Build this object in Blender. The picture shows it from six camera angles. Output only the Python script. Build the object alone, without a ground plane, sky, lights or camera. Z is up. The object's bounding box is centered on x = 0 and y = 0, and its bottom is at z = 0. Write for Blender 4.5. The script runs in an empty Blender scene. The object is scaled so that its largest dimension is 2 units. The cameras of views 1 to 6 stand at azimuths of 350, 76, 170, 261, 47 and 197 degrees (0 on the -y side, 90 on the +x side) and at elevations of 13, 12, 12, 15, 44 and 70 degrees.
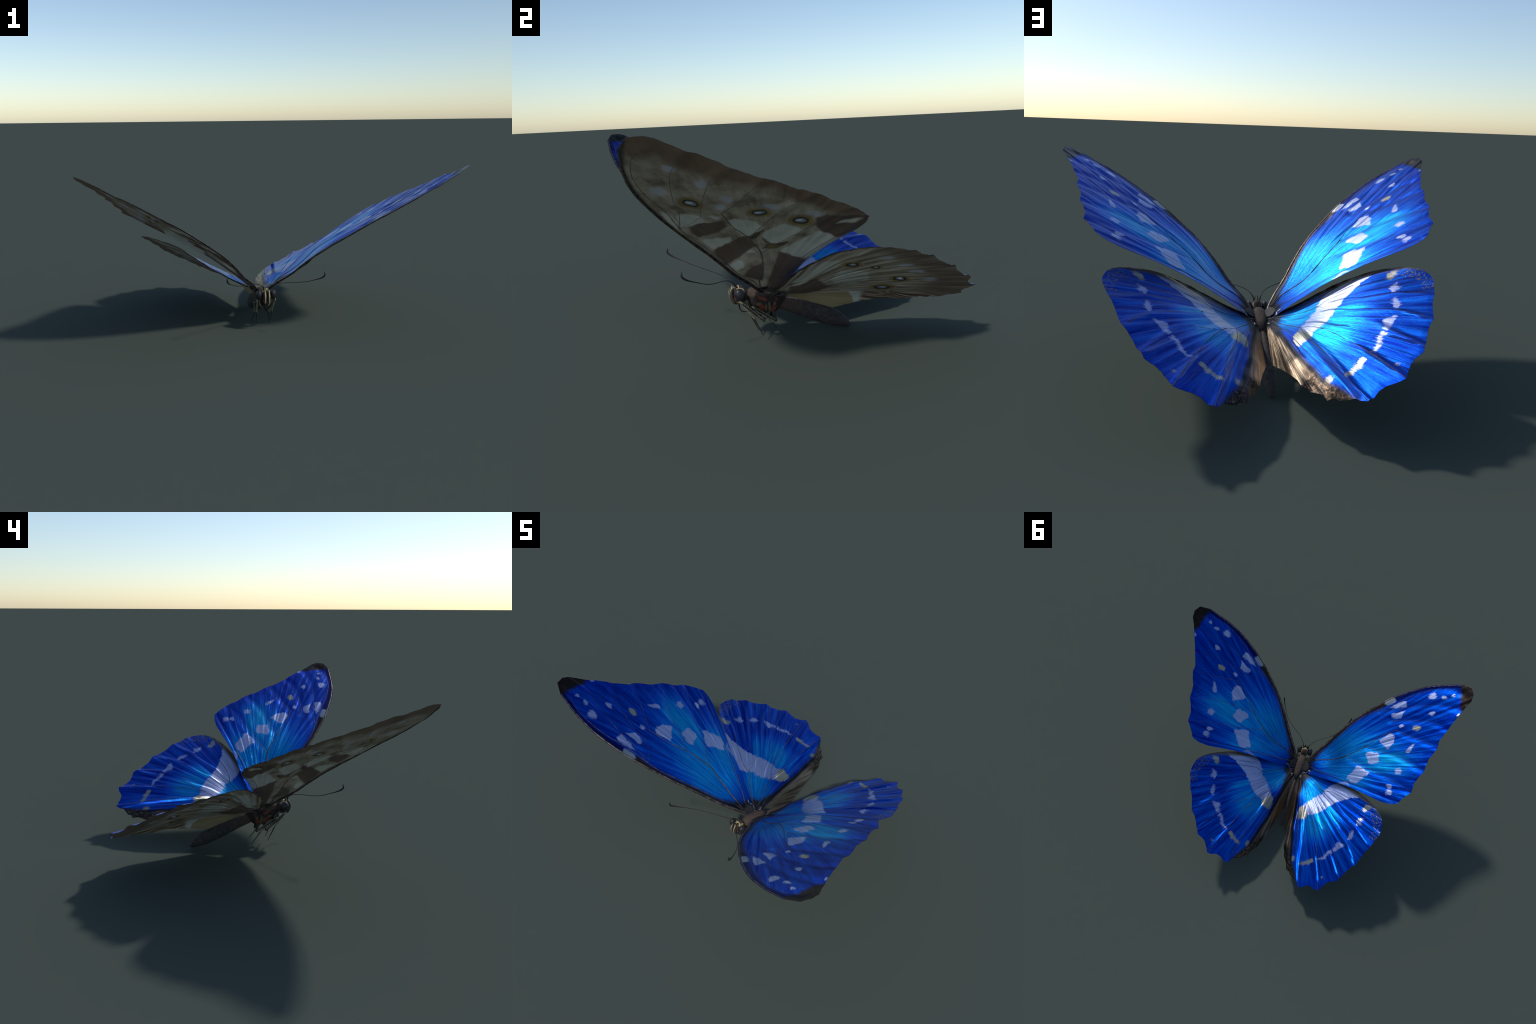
"""A blue morpho-like butterfly, wings raised in a shallow V.

Everything is built on one side (+x) and mirrored.  Each wing is a thin shell
laid over a plane of its own: coordinate a runs from the wing root outwards,
b runs towards the tail, h is the height of the membrane over that plane.
The materials read the same (a, b) from Object coordinates.
"""
import math
import random

import bpy
import numpy as np
from mathutils import Matrix, Vector, geometry, noise

random.seed(7)
PI = math.pi

# ---------------------------------------------------------------- wing design
# wing planes: origin at the root, columns = a axis, b axis, normal
FORE_ORIGIN = (0.07, -0.10, 0.27)
FORE_AXES = ((0.7150, 0.4642, -0.5227), (-0.4265, 0.8821, 0.2001), (0.5540, 0.0799, 0.8287))
HIND_ORIGIN = (0.05, -0.05, 0.24)
HIND_AXES = ((0.5621, -0.6640, -0.4931), (0.8136, 0.5511, 0.1853), (0.1487, -0.5054, 0.8500))

# membrane height control points (a, b, h)
FORE_CAMBER = [(-0.01, 0.0, -0.004), (0.011, 0.021, 0.0), (0.06, -0.09, 0.006), (0.087, -0.034, 0.014),
               (0.20, 0.0, 0.013), (0.20, -0.08, 0.010), (0.28, 0.0, 0.023), (0.26, -0.155, 0.024), (0.47, -0.20, 0.045), (0.347, 0.045, 0.041), (0.544, 0.06, 0.044),
               (0.67, -0.195, 0.042), (0.773, -0.22, 0.042), (0.411, 0.217, 0.042), (0.546, 0.138, 0.042),
               (0.682, 0.055, 0.037), (0.803, -0.107, 0.037), (0.98, -0.234, 0.031), (0.805, -0.012, 0.033),
               (0.908, 0.045, 0.025), (1.034, -0.014, 0.023), (1.075, -0.136, 0.025), (1.148, -0.088, 0.020),
               (1.25, -0.146, 0.012), (1.332, -0.046, 0.006), (1.295, 0.0, 0.005), (1.194, 0.071, 0.014),
               (1.022, 0.199, 0.018), (0.921, 0.295, 0.022), (0.822, 0.173, 0.029), (0.788, 0.418, 0.024),
               (0.699, 0.30, 0.032), (0.629, 0.52, 0.031), (0.602, 0.411, 0.032), (0.446, 0.393, 0.039),
               (0.326, 0.286, 0.039), (0.19, 0.19, 0.032), (0.09, 0.11, 0.018), (0.747, 0.47, 0.022)]
HIND_CAMBER = [(0.483, -0.37, 0.006), (0.552, -0.298, 0.009), (0.618, -0.196, 0.008), (0.645, -0.087, 0.009),
               (0.667, 0.031, 0.007), (0.654, 0.17, 0.012), (0.586, 0.293, 0.024), (0.697, -0.392, -0.014),
               (0.755, -0.291, -0.009), (0.818, -0.154, -0.013), (0.857, 0.0, -0.015), (0.873, 0.179, -0.010),
               (0.796, 0.319, -0.001), (0.803, 0.242, -0.001), (0.72, 0.25, 0.006), (0.21, -0.12, 0.003), (0.361, 0.026, 0.022), (0.11, -0.02, -0.010), (0.19, -0.02, -0.002),
               (0.288, 0.111, 0.027), (0.14, 0.098, 0.012), (0.251, 0.159, 0.017), (0.351, 0.224, 0.026),
               (0.491, 0.304, 0.026), (0.36, 0.170, 0.022), (0.45, 0.228, 0.021), (0.53, 0.278, 0.020), (0.188, 0.227, -0.030), (0.277, 0.254, -0.009), (0.355, 0.28, 0.006),
               (0.429, 0.31, 0.014), (0.495, 0.336, 0.012), (0.562, 0.346, 0.013), (0.631, 0.367, 0.010),
               (0.696, 0.347, 0.001), (0.098, 0.133, -0.014), (0.026, 0.053, -0.002), (-0.008, -0.006, -0.002),
               (0.017, -0.089, -0.009), (0.104, -0.184, -0.009), (0.141, -0.233, -0.009), (0.224, -0.295, 0.003),
               (0.32, -0.339, 0.018), (0.382, -0.372, 0.020), (0.441, -0.403, 0.016), (0.544, -0.444, 0.004),
               (0.614, -0.44, -0.006)]

# outlines, walked from the root along the leading edge, round the scalloped margin and back
FORE_OUTLINE = [(-0.05, -0.03), (-0.025, -0.060), (0.014, -0.075), (0.054, -0.09), (0.121, -0.113), (0.241, -0.147),
                (0.375, -0.184), (0.494, -0.213), (0.614, -0.231), (0.734, -0.245), (0.818, -0.248), (0.897, -0.245),
                (0.972, -0.239), (1.061, -0.223), (1.137, -0.199), (1.227, -0.163), (1.280, -0.140), (1.337, -0.083),
                (1.335, -0.033), (1.308, 0.004), (1.258, 0.033), (1.195, 0.076), (1.119, 0.128), (1.052, 0.177),
                (1.022, 0.200), (1.003, 0.235), (0.966, 0.266), (0.924, 0.293), (0.896, 0.327), (0.867, 0.367),
                (0.826, 0.391), (0.785, 0.420), (0.747, 0.471), (0.684, 0.496), (0.63, 0.519), (0.58, 0.503),
                (0.521, 0.464), (0.45, 0.399), (0.381, 0.334), (0.329, 0.288), (0.231, 0.209), (0.166, 0.163),
                (0.099, 0.115), (0.029, 0.063), (-0.03, 0.02)]
HIND_OUTLINE = [(-0.03, -0.02), (-0.01, -0.06), (0.017, -0.092), (0.06, -0.14), (0.102, -0.192), (0.139, -0.241),
                (0.220, -0.307), (0.316, -0.351), (0.378, -0.384), (0.438, -0.413), (0.496, -0.437), (0.544, -0.447),
                (0.58, -0.452), (0.613, -0.447), (0.66, -0.421), (0.699, -0.390), (0.719, -0.343), (0.752, -0.293),
                (0.765, -0.243), (0.794, -0.188), (0.820, -0.148), (0.820, -0.098), (0.836, -0.048), (0.856, 0.0),
                (0.866, 0.027), (0.850, 0.070), (0.846, 0.100), (0.858, 0.145), (0.874, 0.180), (0.856, 0.203),
                (0.818, 0.228), (0.801, 0.264), (0.798, 0.300), (0.790, 0.322), (0.76, 0.327), (0.735, 0.322),
                (0.705, 0.337), (0.68, 0.352), (0.655, 0.350), (0.631, 0.369), (0.60, 0.352), (0.562, 0.350),
                (0.53, 0.352), (0.495, 0.338), (0.46, 0.330), (0.429, 0.313), (0.355, 0.287), (0.277, 0.262),
                (0.188, 0.236), (0.14, 0.196), (0.098, 0.146), (0.055, 0.104), (0.02, 0.064), (-0.02, 0.03)]

FORE_VEINS = {
    "cubitus": ([(0.02, -0.05), (0.097, -0.034), (0.232, 0.016), (0.346, 0.041), (0.482, 0.036), (0.577, 0.019), (0.653, 0.004), (0.767, 0.005)], 0.0052, 0.0026),
    "media3": ([(0.767, 0.005), (0.812, 0.052), (0.872, 0.109), (0.945, 0.175), (1.003, 0.233)], 0.0024, 0.0018),
    "cubitus1": ([(0.511, 0.035), (0.617, 0.116), (0.707, 0.183), (0.792, 0.272), (0.867, 0.366)], 0.0024, 0.0019),
    "cubitus2": ([(0.346, 0.041), (0.427, 0.131), (0.533, 0.242), (0.633, 0.341), (0.745, 0.469)], 0.0024, 0.0019),
    "anal": ([(0.0, -0.02), (0.047, 0.012), (0.088, 0.057), (0.181, 0.131), (0.298, 0.225), (0.388, 0.298), (0.488, 0.4), (0.60, 0.502)], 0.0032, 0.0017),
    "radius": ([(0.02, -0.06), (0.08, -0.062), (0.209, -0.105), (0.306, -0.130), (0.436, -0.168), (0.572, -0.197), (0.664, -0.199), (0.748, -0.195),
                (0.845, -0.194), (0.953, -0.199), (1.041, -0.193), (1.123, -0.172), (1.214, -0.128), (1.275, -0.06)], 0.0042, 0.0018),
    "media1": ([(0.664, -0.199), (0.711, -0.179), (0.799, -0.147), (0.887, -0.129), (1.003, -0.093), (1.091, -0.057), (1.17, -0.005), (1.225, 0.04)], 0.0023, 0.0018),
    "discal": ([(0.664, -0.199), (0.70, -0.127), (0.75, -0.079), (0.767, 0.005)], 0.0020, 0.0017),
    "media2": ([(0.75, -0.079), (0.836, -0.05), (0.942, 0.004), (1.041, 0.063), (1.099, 0.141)], 0.0022, 0.0018),
}
HIND_VEINS = {
    "radius": ([(0.0, -0.02), (0.042, -0.044), (0.12, -0.077), (0.203, -0.117), (0.237, -0.167), (0.295, -0.216), (0.385, -0.279), (0.508, -0.337), (0.603, -0.369), (0.697, -0.390)], 0.0036, 0.0018),
    "media1": ([(0.209, -0.12), (0.26, -0.13), (0.327, -0.161), (0.465, -0.207), (0.579, -0.254), (0.75, -0.294)], 0.0024, 0.0018),
    "media2": ([(0.217, -0.121), (0.272, -0.11), (0.346, -0.105), (0.507, -0.133), (0.652, -0.15), (0.818, -0.15)], 0.0022, 0.0018),
    "media3": ([(0.358, 0.025), (0.432, -0.007), (0.518, -0.045), (0.591, -0.053), (0.70, -0.034), (0.854, -0.001)], 0.0024, 0.0020),
    "cubitus1": ([(0.229, 0.035), (0.296, 0.023), (0.358, 0.026), (0.485, 0.052), (0.625, 0.092), (0.735, 0.129), (0.872, 0.179)], 0.0030, 0.0024),
    "cubitus": ([(0.0, 0.0), (0.03, 0.011), (0.141, 0.02), (0.229, 0.035)], 0.0040, 0.0030),
    "cubitus2": ([(0.229, 0.035), (0.310, 0.088), (0.375, 0.118), (0.47, 0.154), (0.59, 0.215), (0.67, 0.262), (0.788, 0.320)], 0.0030, 0.0022),
    "anal": ([(0.0, 0.02), (0.024, 0.034), (0.17, 0.067), (0.253, 0.112), (0.353, 0.161), (0.488, 0.222), (0.60, 0.285), (0.68, 0.345)], 0.0030, 0.0018),
}


# -------------------------------------------------------------------- helpers
def catmull(points, step):
    """Smooth curve through points, resampled at about `step`."""
    p = np.array(points, float)
    p = np.vstack([2 * p[0] - p[1], p, 2 * p[-1] - p[-2]])
    out = []
    for i in range(1, len(p) - 2):
        n = max(1, int(np.linalg.norm(p[i + 1] - p[i]) / step))
        for t in np.arange(n) / n:
            out.append(0.5 * (2 * p[i] + (p[i + 1] - p[i - 1]) * t + (2 * p[i - 1] - 5 * p[i] + 4 * p[i + 1] - p[i + 2]) * t * t
                              + (3 * p[i] - p[i - 1] - 3 * p[i + 1] + p[i + 2]) * t ** 3))
    out.append(p[-2])
    return np.array(out)


def resample_linear(points, step, closed=False):
    p = np.array(points, float)
    if closed:
        p = np.vstack([p, p[:1]])
    out = []
    for i in range(len(p) - 1):
        n = max(1, int(round(np.linalg.norm(p[i + 1] - p[i]) / step)))
        for t in np.arange(n) / n:
            out.append(p[i] * (1 - t) + p[i + 1] * t)
    if not closed:
        out.append(p[-1])
    return np.array(out)


class Spline2:
    """Thin-plate spline height field over the wing plane."""

    def __init__(self, ctrl, stiff=3e-4):
        c = np.array(ctrl)
        self.c = c[:, :2]
        n = len(c)
        a = np.zeros((n + 3, n + 3))
        a[:n, :n] = self.kernel(self.c) + stiff * np.eye(n)
        q = np.c_[np.ones(n), self.c]
        a[:n, n:], a[n:, :n] = q, q.T
        self.w = np.linalg.solve(a, np.r_[c[:, 2], 0, 0, 0])

    def kernel(self, p):
        r2 = ((p[:, None] - self.c[None]) ** 2).sum(-1)
        return np.where(r2 > 0, 0.5 * r2 * np.log(r2 + 1e-12), 0)

    def __call__(self, p):
        return self.kernel(p) @ self.w[:-3] + np.c_[np.ones(len(p)), p] @ self.w[-3:]


def distance_to(curves, p):
    d = np.full(len(p), 9.0)
    for c in curves:
        c = np.array(c)
        for s, e in zip(c[:-1], c[1:]):
            v = e - s
            t = np.clip(((p - s) @ v) / (v @ v), 0, 1)
            d = np.minimum(d, np.hypot(*(p - s - t[:, None] * v).T))
    return d


class Membrane:
    """Height of a wing: camber + pleats that dip along the veins + fine radial folds."""

    def __init__(self, camber, veins, pleat, folds, pole, skip=(), width=0.042, creases=()):
        self.base = Spline2(camber)
        self.curves = [catmull(v[0], 0.02) for k, v in veins.items() if k not in skip]
        self.pleat, self.folds, self.pole, self.width = pleat, folds, np.array(pole), width
        self.creases = creases

    def __call__(self, p):
        p = np.atleast_2d(np.asarray(p, float))
        h = self.base(p)
        d = distance_to(self.curves, p)
        rel = p - self.pole
        r, th = np.hypot(*rel.T), np.arctan2(rel[:, 1], rel[:, 0])
        grow = np.clip((r - 0.10) / 0.45, 0, 1)
        x = np.clip(d / self.width, 0, 1)
        h = h + self.pleat * grow * (x * x * (3 - 2 * x) - 0.6)
        f = np.array([noise.noise(Vector((t * 26.0, q * 1.6, 3.7))) + 0.5 * noise.noise(Vector((t * 58.0, q * 2.5, 9.1))) for t, q in zip(th, r)])
        for path, amp, start in self.creases:
            c = catmull(path, 0.02)
            c = c[np.argsort(c[:, 0])]
            sd = 0.92 * (p[:, 1] - np.interp(p[:, 0], c[:, 0], c[:, 1]))
            w = np.clip((p[:, 0] - start) / 0.14, 0, 1)
            rise = np.clip(1 + sd / 0.024, 0, 1)
            fall = np.clip(1 - sd / 0.060, 0, 1)
            shape = np.where(sd < 0, rise * rise * (3 - 2 * rise), fall * fall * (3 - 2 * fall))
            h = h + amp * w * w * (3 - 2 * w) * (shape - 0.35 * np.exp(-(sd / 0.07) ** 2))
        return h + self.folds * grow * f


FORE_H = Membrane(FORE_CAMBER, FORE_VEINS, 0.0040, 0.0042, (-0.02, -0.02), skip=("discal",))
HIND_CREASES = [(HIND_VEINS[k][0], amp, start) for k, amp, start in
                (("cubitus2", 0.0065, 0.22), ("cubitus1", 0.0085, 0.50), ("media3", 0.0075, 0.55), ("media2", 0.007, 0.52), ("media1", 0.006, 0.48))]
HIND_H = Membrane(HIND_CAMBER, HIND_VEINS, -0.0015, 0.0048, (-0.02, 0.0), skip=("cubitus",), width=0.026, creases=HIND_CREASES)


def link(ob, parent=None):
    bpy.context.scene.collection.objects.link(ob)
    if parent is not None:
        ob.parent = parent
    return ob


def mesh_object(name, verts, faces, mats, parent, smooth=True, face_mats=None, mirror=False):
    v = [(-x, y, z) for x, y, z in verts] if mirror else [tuple(q) for q in verts]
    f = [tuple(reversed(q)) for q in faces] if mirror else faces
    me = bpy.data.meshes.new(name)
    me.from_pydata(v, [], f)
    for m in mats:
        me.materials.append(m)
    if face_mats is not None:
        me.polygons.foreach_set("material_index", face_mats)
    me.polygons.foreach_set("use_smooth", [smooth] * len(me.polygons))
    me.update()
    return link(bpy.data.objects.new(name, me), parent)


def tube(points, radii, sides=10, flat=1.0, up=(0, 0, 1)):
    """Swept tube with rounded caps; returns verts, faces."""
    p = np.array(points, float)
    n = len(p)
    r = np.array(radii, float) if np.ndim(radii) else np.full(n, radii)
    tan = np.gradient(p, axis=0)
    tan /= np.linalg.norm(tan, axis=1)[:, None]
    u = np.cross(tan[0], up)
    if np.linalg.norm(u) < 1e-3:
        u = np.cross(tan[0], (1, 0, 0))
    verts, faces = [], []
    ang = np.arange(sides) * 2 * PI / sides
    rows = []
    for i in range(n):
        u = u - tan[i] * (u @ tan[i])
        u /= np.linalg.norm(u)
        w = np.cross(tan[i], u)
        rows.append((p[i], u.copy(), w, tan[i], r[i]))
    ext = []
    c, uu, ww, tt, rr = rows[0]
    for k in (80, 55, 28):
        s = math.radians(k)
        ext.append((c - tt * rr * math.sin(s), uu, ww, rr * math.cos(s)))
    for c, uu, ww, tt, rr in rows:
        ext.append((c, uu, ww, rr))
    c, uu, ww, tt, rr = rows[-1]
    for k in (28, 55, 80):
        s = math.radians(k)
        ext.append((c + tt * rr * math.sin(s), uu, ww, rr * math.cos(s)))
    for c, uu, ww, rr in ext:
        for a in ang:
            verts.append(tuple(c + rr * (math.cos(a) * uu + flat * math.sin(a) * ww)))
    for i in range(len(ext) - 1):
        for j in range(sides):
            k = (j + 1) % sides
            faces.append((i * sides + j, i * sides + k, (i + 1) * sides + k, (i + 1) * sides + j))
    faces.append(tuple(reversed(range(sides))))
    faces.append(tuple(range((len(ext) - 1) * sides, len(ext) * sides)))
    return verts, faces


def loft(sections, rings=40, sides=40, wobble=0.0, seed=0.0, square=2.0):
    """Body of sections (y, z_top, z_bottom, half_width) along y, smoothly interpolated."""
    s = np.array(sections, float)
    t = np.linspace(0, 1, len(s))
    q = np.linspace(0, 1, rings)
    dense = catmull(s, 1e9 if False else 0.004)
    acc = np.r_[0, np.cumsum(np.linalg.norm(np.diff(dense[:, :3], axis=0), axis=1))]
    acc /= acc[-1]
    row = np.stack([np.interp(q, acc, dense[:, k]) for k in range(4)], 1)
    verts, faces = [], []
    for i, (y, zt, zb, hw) in enumerate(row):
        c, hh = (zt + zb) / 2, (zt - zb) / 2
        for j in range(sides):
            a = 2 * PI * j / sides
            ca, sa = math.cos(a), math.sin(a)
            x = hw * math.copysign(abs(ca) ** (2 / square), ca)
            z = c + hh * math.copysign(abs(sa) ** (2 / square), sa)
            v = Vector((x, y, z))
            if wobble:
                f = 1 + wobble * noise.noise(v * 55 + Vector((seed, 0, 0))) + 0.5 * wobble * noise.noise(v * 130)
                v = Vector((x * f, y, c + (z - c) * f))
            verts.append(tuple(v))
    for i in range(rings - 1):
        for j in range(sides):
            k = (j + 1) % sides
            faces.append((i * sides + j, (i + 1) * sides + j, (i + 1) * sides + k, i * sides + k))
    faces.append(tuple(range(sides)))
    faces.append(tuple(reversed(range((rings - 1) * sides, rings * sides))))
    return verts, faces


def ellipsoid(center, radii, tilt=(0, 0, 0), nu=28, nv=18, bump=0.0):
    from mathutils import Euler
    rot = Euler(tilt).to_matrix()
    verts, faces = [], []
    for i in range(nv + 1):
        lat = -PI / 2 + PI * i / nv
        for j in range(nu):
            lon = 2 * PI * j / nu
            v = Vector((math.cos(lat) * math.cos(lon) * radii[0], math.cos(lat) * math.sin(lon) * radii[1], math.sin(lat) * radii[2]))
            if bump:
                v *= 1 + bump * noise.noise(v * 90)
            verts.append(tuple(rot @ v + Vector(center)))
    for i in range(nv):
        for j in range(nu):
            k = (j + 1) % nu
            faces.append((i * nu + j, i * nu + k, (i + 1) * nu + k, (i + 1) * nu + j))
    return verts, faces


def join(*parts):
    verts, faces = [], []
    for v, f in parts:
        n = len(verts)
        verts += list(v)
        faces += [tuple(i + n for i in q) for q in f]
    return verts, faces


# ------------------------------------------------------------------ materials
class Mat:
    """Small builder for node materials."""

    def __init__(self, name):
        self.m = bpy.data.materials.new(name)
        self.m.use_nodes = True
        self.t = self.m.node_tree
        self.t.nodes.clear()
        self.out = self.t.nodes.new("ShaderNodeOutputMaterial")
        self.b = self.t.nodes.new("ShaderNodeBsdfPrincipled")
        self.t.links.new(self.b.outputs[0], self.out.inputs[0])

    def put(self, sock, v):
        if isinstance(v, bpy.types.NodeSocket):
            self.t.links.new(v, sock)
        elif sock.type == "RGBA" and len(v) == 3:
            sock.default_value = (*v, 1)
        else:
            sock.default_value = v

    def node(self, kind, **props):
        n = self.t.nodes.new(kind)
        for k, v in props.items():
            setattr(n, k, v)
        return n

    def math(self, op, a, b=None, c=None):
        n = self.node("ShaderNodeMath", operation=op)
        for s, v in zip(n.inputs, (a, b, c)):
            if v is not None:
                self.put(s, v)
        return n.outputs[0]

    def vmath(self, op, a, b=None, scale=None):
        n = self.node("ShaderNodeVectorMath", operation=op)
        self.put(n.inputs[0], a)
        if b is not None:
            self.put(n.inputs[1], b)
        if scale is not None:
            self.put(n.inputs["Scale"], scale)
        return n.outputs["Value"] if op in ("DOT_PRODUCT", "LENGTH", "DISTANCE") else n.outputs["Vector"]

    def xyz(self, x, y, z=0.0):
        n = self.node("ShaderNodeCombineXYZ")
        for s, v in zip(n.inputs, (x, y, z)):
            self.put(s, v)
        return n.outputs[0]

    def noise(self, vec, scale, detail=3, rough=0.55, color=False):
        n = self.node("ShaderNodeTexNoise")
        self.put(n.inputs["Vector"], vec)
        self.put(n.inputs["Scale"], scale)
        self.put(n.inputs["Detail"], detail)
        self.put(n.inputs["Roughness"], rough)
        return n.outputs["Color"] if color else n.outputs["Fac"]

    def step(self, v, lo, hi):
        """0 at lo, 1 at hi, smooth (lo may exceed hi)."""
        n = self.node("ShaderNodeMapRange", interpolation_type="SMOOTHSTEP")
        flip = lo > hi
        self.put(n.inputs["Value"], v)
        n.inputs["From Min"].default_value, n.inputs["From Max"].default_value = (hi, lo) if flip else (lo, hi)
        n.inputs["To Min"].default_value, n.inputs["To Max"].default_value = (1, 0) if flip else (0, 1)
        return n.outputs[0]

    def mix(self, fac, a, b, blend="MIX"):
        n = self.node("ShaderNodeMix", data_type="RGBA", blend_type=blend)
        self.put(n.inputs[0], fac)
        self.put(n.inputs[6], a)
        self.put(n.inputs[7], b)
        return n.outputs[2]

    def ramp(self, fac, stops):
        n = self.node("ShaderNodeValToRGB")
        e = n.color_ramp.elements
        while len(e) < len(stops):
            e.new(0.5)
        for el, (pos, col) in zip(e, stops):
            el.position, el.color = pos, (*col, 1)
        self.put(n.inputs[0], fac)
        return n.outputs[0]

    def curve(self, v, points, span):
        """Piecewise smooth function of v over 0..span, values offset into 0..1 by +0.5."""
        n = self.node("ShaderNodeFloatCurve")
        c = n.mapping.curves[0]
        while len(c.points) < len(points):
            c.points.new(0.5, 0.5)
        for cp, (x, y) in zip(c.points, points):
            cp.location = (x / span, y + 0.5)
        n.mapping.update()
        self.put(n.inputs["Value"], self.math("DIVIDE", v, span))
        return self.math("SUBTRACT", n.outputs[0], 0.5)

    def most(self, *masks):
        out = masks[0]
        for k in masks[1:]:
            out = self.math("MAXIMUM", out, k)
        return out

    def ellipse(self, p, c, r, angle=0.0, soft=0.12):
        n = self.node("ShaderNodeMapping", vector_type="TEXTURE")
        self.put(n.inputs["Vector"], p)
        n.inputs["Location"].default_value = (*c, 0)
        n.inputs["Rotation"].default_value = (0, 0, angle)
        n.inputs["Scale"].default_value = (r[0], r[1], 1)
        return self.step(self.vmath("LENGTH", n.outputs[0]), 1 + soft, 1 - soft)

    def poly(self, p, pts, soft=0.004):
        """Soft mask of the convex patch spanned by pts."""
        hull = [pts[i] for i in geometry.convex_hull_2d([Vector(q) for q in pts])]
        area = sum(a[0] * b[1] - b[0] * a[1] for a, b in zip(hull, hull[1:] + hull[:1]))
        if area < 0:
            hull.reverse()
        worst = None
        for a, b in zip(hull, hull[1:] + hull[:1]):
            nrm = Vector((b[1] - a[1], a[0] - b[0])).normalized()
            d = self.math("SUBTRACT", self.vmath("DOT_PRODUCT", p, (nrm.x, nrm.y, 0)), nrm.x * a[0] + nrm.y * a[1])
            worst = d if worst is None else self.math("SMOOTH_MAX", worst, d, 0.020)
        return self.step(worst, soft, -soft)

    def wing_coords(self, pole, rag=0.040):
        """(a, b), the same with ragged radial fringes, polar streak coordinates, a, b, r."""
        tc = self.node("ShaderNodeTexCoord").outputs["Object"]
        sep = self.node("ShaderNodeSeparateXYZ")
        self.put(sep.inputs[0], tc)
        a, b = self.math("ABSOLUTE", sep.outputs[0]), sep.outputs[1]
        p = self.xyz(a, b)
        rel = self.vmath("SUBTRACT", p, (*pole, 0))
        rs = self.node("ShaderNodeSeparateXYZ")
        self.put(rs.inputs[0], rel)
        r = self.vmath("LENGTH", rel)
        th = self.math("ARCTAN2", rs.outputs[1], rs.outputs[0])
        polar = self.xyz(self.math("MULTIPLY", th, 10.0), r, 0.0)
        fringe = self.noise(self.vmath("MULTIPLY", polar, (24, 10, 1)), 1.0, 4, 0.7)
        q = self.vmath("ADD", p, self.vmath("SCALE", self.vmath("NORMALIZE", rel), scale=self.math("MULTIPLY", self.math("SUBTRACT", fringe, 0.5), rag)))
        wob = self.vmath("SCALE", self.vmath("SUBTRACT", self.noise(p, 28, 2, 0.5, color=True), (0.5, 0.5, 0.5)), scale=rag * 0.8)
        q = self.vmath("MULTIPLY", self.vmath("ADD", q, wob), (1, 1, 0))
        return p, q, polar, a, b, r

    def lean(self, strips, tilt, p, a, b, grain, bumped):
        """Hand-placed glint streaks: tilts the shading normal inside the strips (wing plane axes)."""
        total = None
        for pts, width, power in strips:
            pts = [(x, y) for x, y in pts]
            line = self.curve(a, [(0.0, pts[0][1])] + pts + [(1.0, pts[-1][1])], 1.0)
            d = self.math("ABSOLUTE", self.math("SUBTRACT", b, line))
            k = self.math("MULTIPLY", self.step(d, width, width * 0.2), self.math("MULTIPLY", self.step(a, pts[0][0] - 0.03, pts[0][0] + 0.03), self.step(a, pts[-1][0] + 0.02, pts[-1][0] - 0.03)))
            k = self.math("MULTIPLY", k, power)
            total = k if total is None else self.math("MAXIMUM", total, k)
        total = self.math("MULTIPLY", total, self.step(grain, 0.10, 0.55))
        tc = self.node("ShaderNodeTexCoord").outputs["Object"]
        sep = self.node("ShaderNodeSeparateXYZ")
        self.put(sep.inputs[0], tc)
        vec = self.xyz(self.math("MULTIPLY", self.math("SIGN", sep.outputs[0]), tilt[0]), tilt[1], 0.0)
        tr = self.node("ShaderNodeVectorTransform", vector_type="VECTOR", convert_from="OBJECT", convert_to="WORLD")
        self.put(tr.inputs[0], vec)
        return self.vmath("NORMALIZE", self.vmath("ADD", bumped, self.vmath("SCALE", tr.outputs[0], scale=total)))

    def finish(self, color, rough=0.5, metal=0.0, spec=0.5, bump=None, bump_strength=0.3, bump_dist=0.002, lean=None, **extra):
        self.put(self.b.inputs["Base Color"], color)
        self.put(self.b.inputs["Roughness"], rough)
        self.put(self.b.inputs["Metallic"], metal)
        self.put(self.b.inputs["Specular IOR Level"], spec)
        for k, v in extra.items():
            self.put(self.b.inputs[k.replace("_", " ")], v)
        if bump is not None:
            n = self.node("ShaderNodeBump")
            n.inputs["Strength"].default_value = bump_strength
            n.inputs["Distance"].default_value = bump_dist
            self.put(n.inputs["Height"], bump)
            nrm = n.outputs[0]
            if lean is not None:
                nrm = self.lean(*lean, nrm)
            self.put(self.b.inputs["Normal"], nrm)
        return self.m


METAL, ROUGH = 1.0, 0.33
DEEP, MID, SKY = (0.0, 0.014, 0.24), (0.002, 0.090, 0.54), (0.006, 0.33, 0.64)
LILAC, CREAM = (0.33, 0.37, 0.62), (0.38, 0.36, 0.26)
BLACK, UMBER = (0.012, 0.011, 0.012), (0.055, 0.036, 0.024)


def blue_ground(m, polar, p, cyan):
    """Iridescent blue scales: radial streaks, teal where `cyan` is high."""
    streak = m.noise(m.vmath("MULTIPLY", polar, (3.2, 2.2, 1)), 1.0, 4, 0.6)
    fine = m.noise(m.vmath("MULTIPLY", polar, (11, 9, 1)), 1.0, 5, 0.7)
    grain = m.noise(p, 420, 2, 0.6)
    f = m.math("ADD", m.math("MULTIPLY", streak, 0.55), m.math("ADD", m.math("MULTIPLY", fine, 0.35), m.math("MULTIPLY", grain, 0.30)))
    f = m.math("ADD", f, m.math("MULTIPLY", m.math("SUBTRACT", cyan, 0.35), 0.22))
    return m.ramp(f, [(0.44, DEEP), (0.63, MID), (0.84, SKY)]), fine, streak


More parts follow.
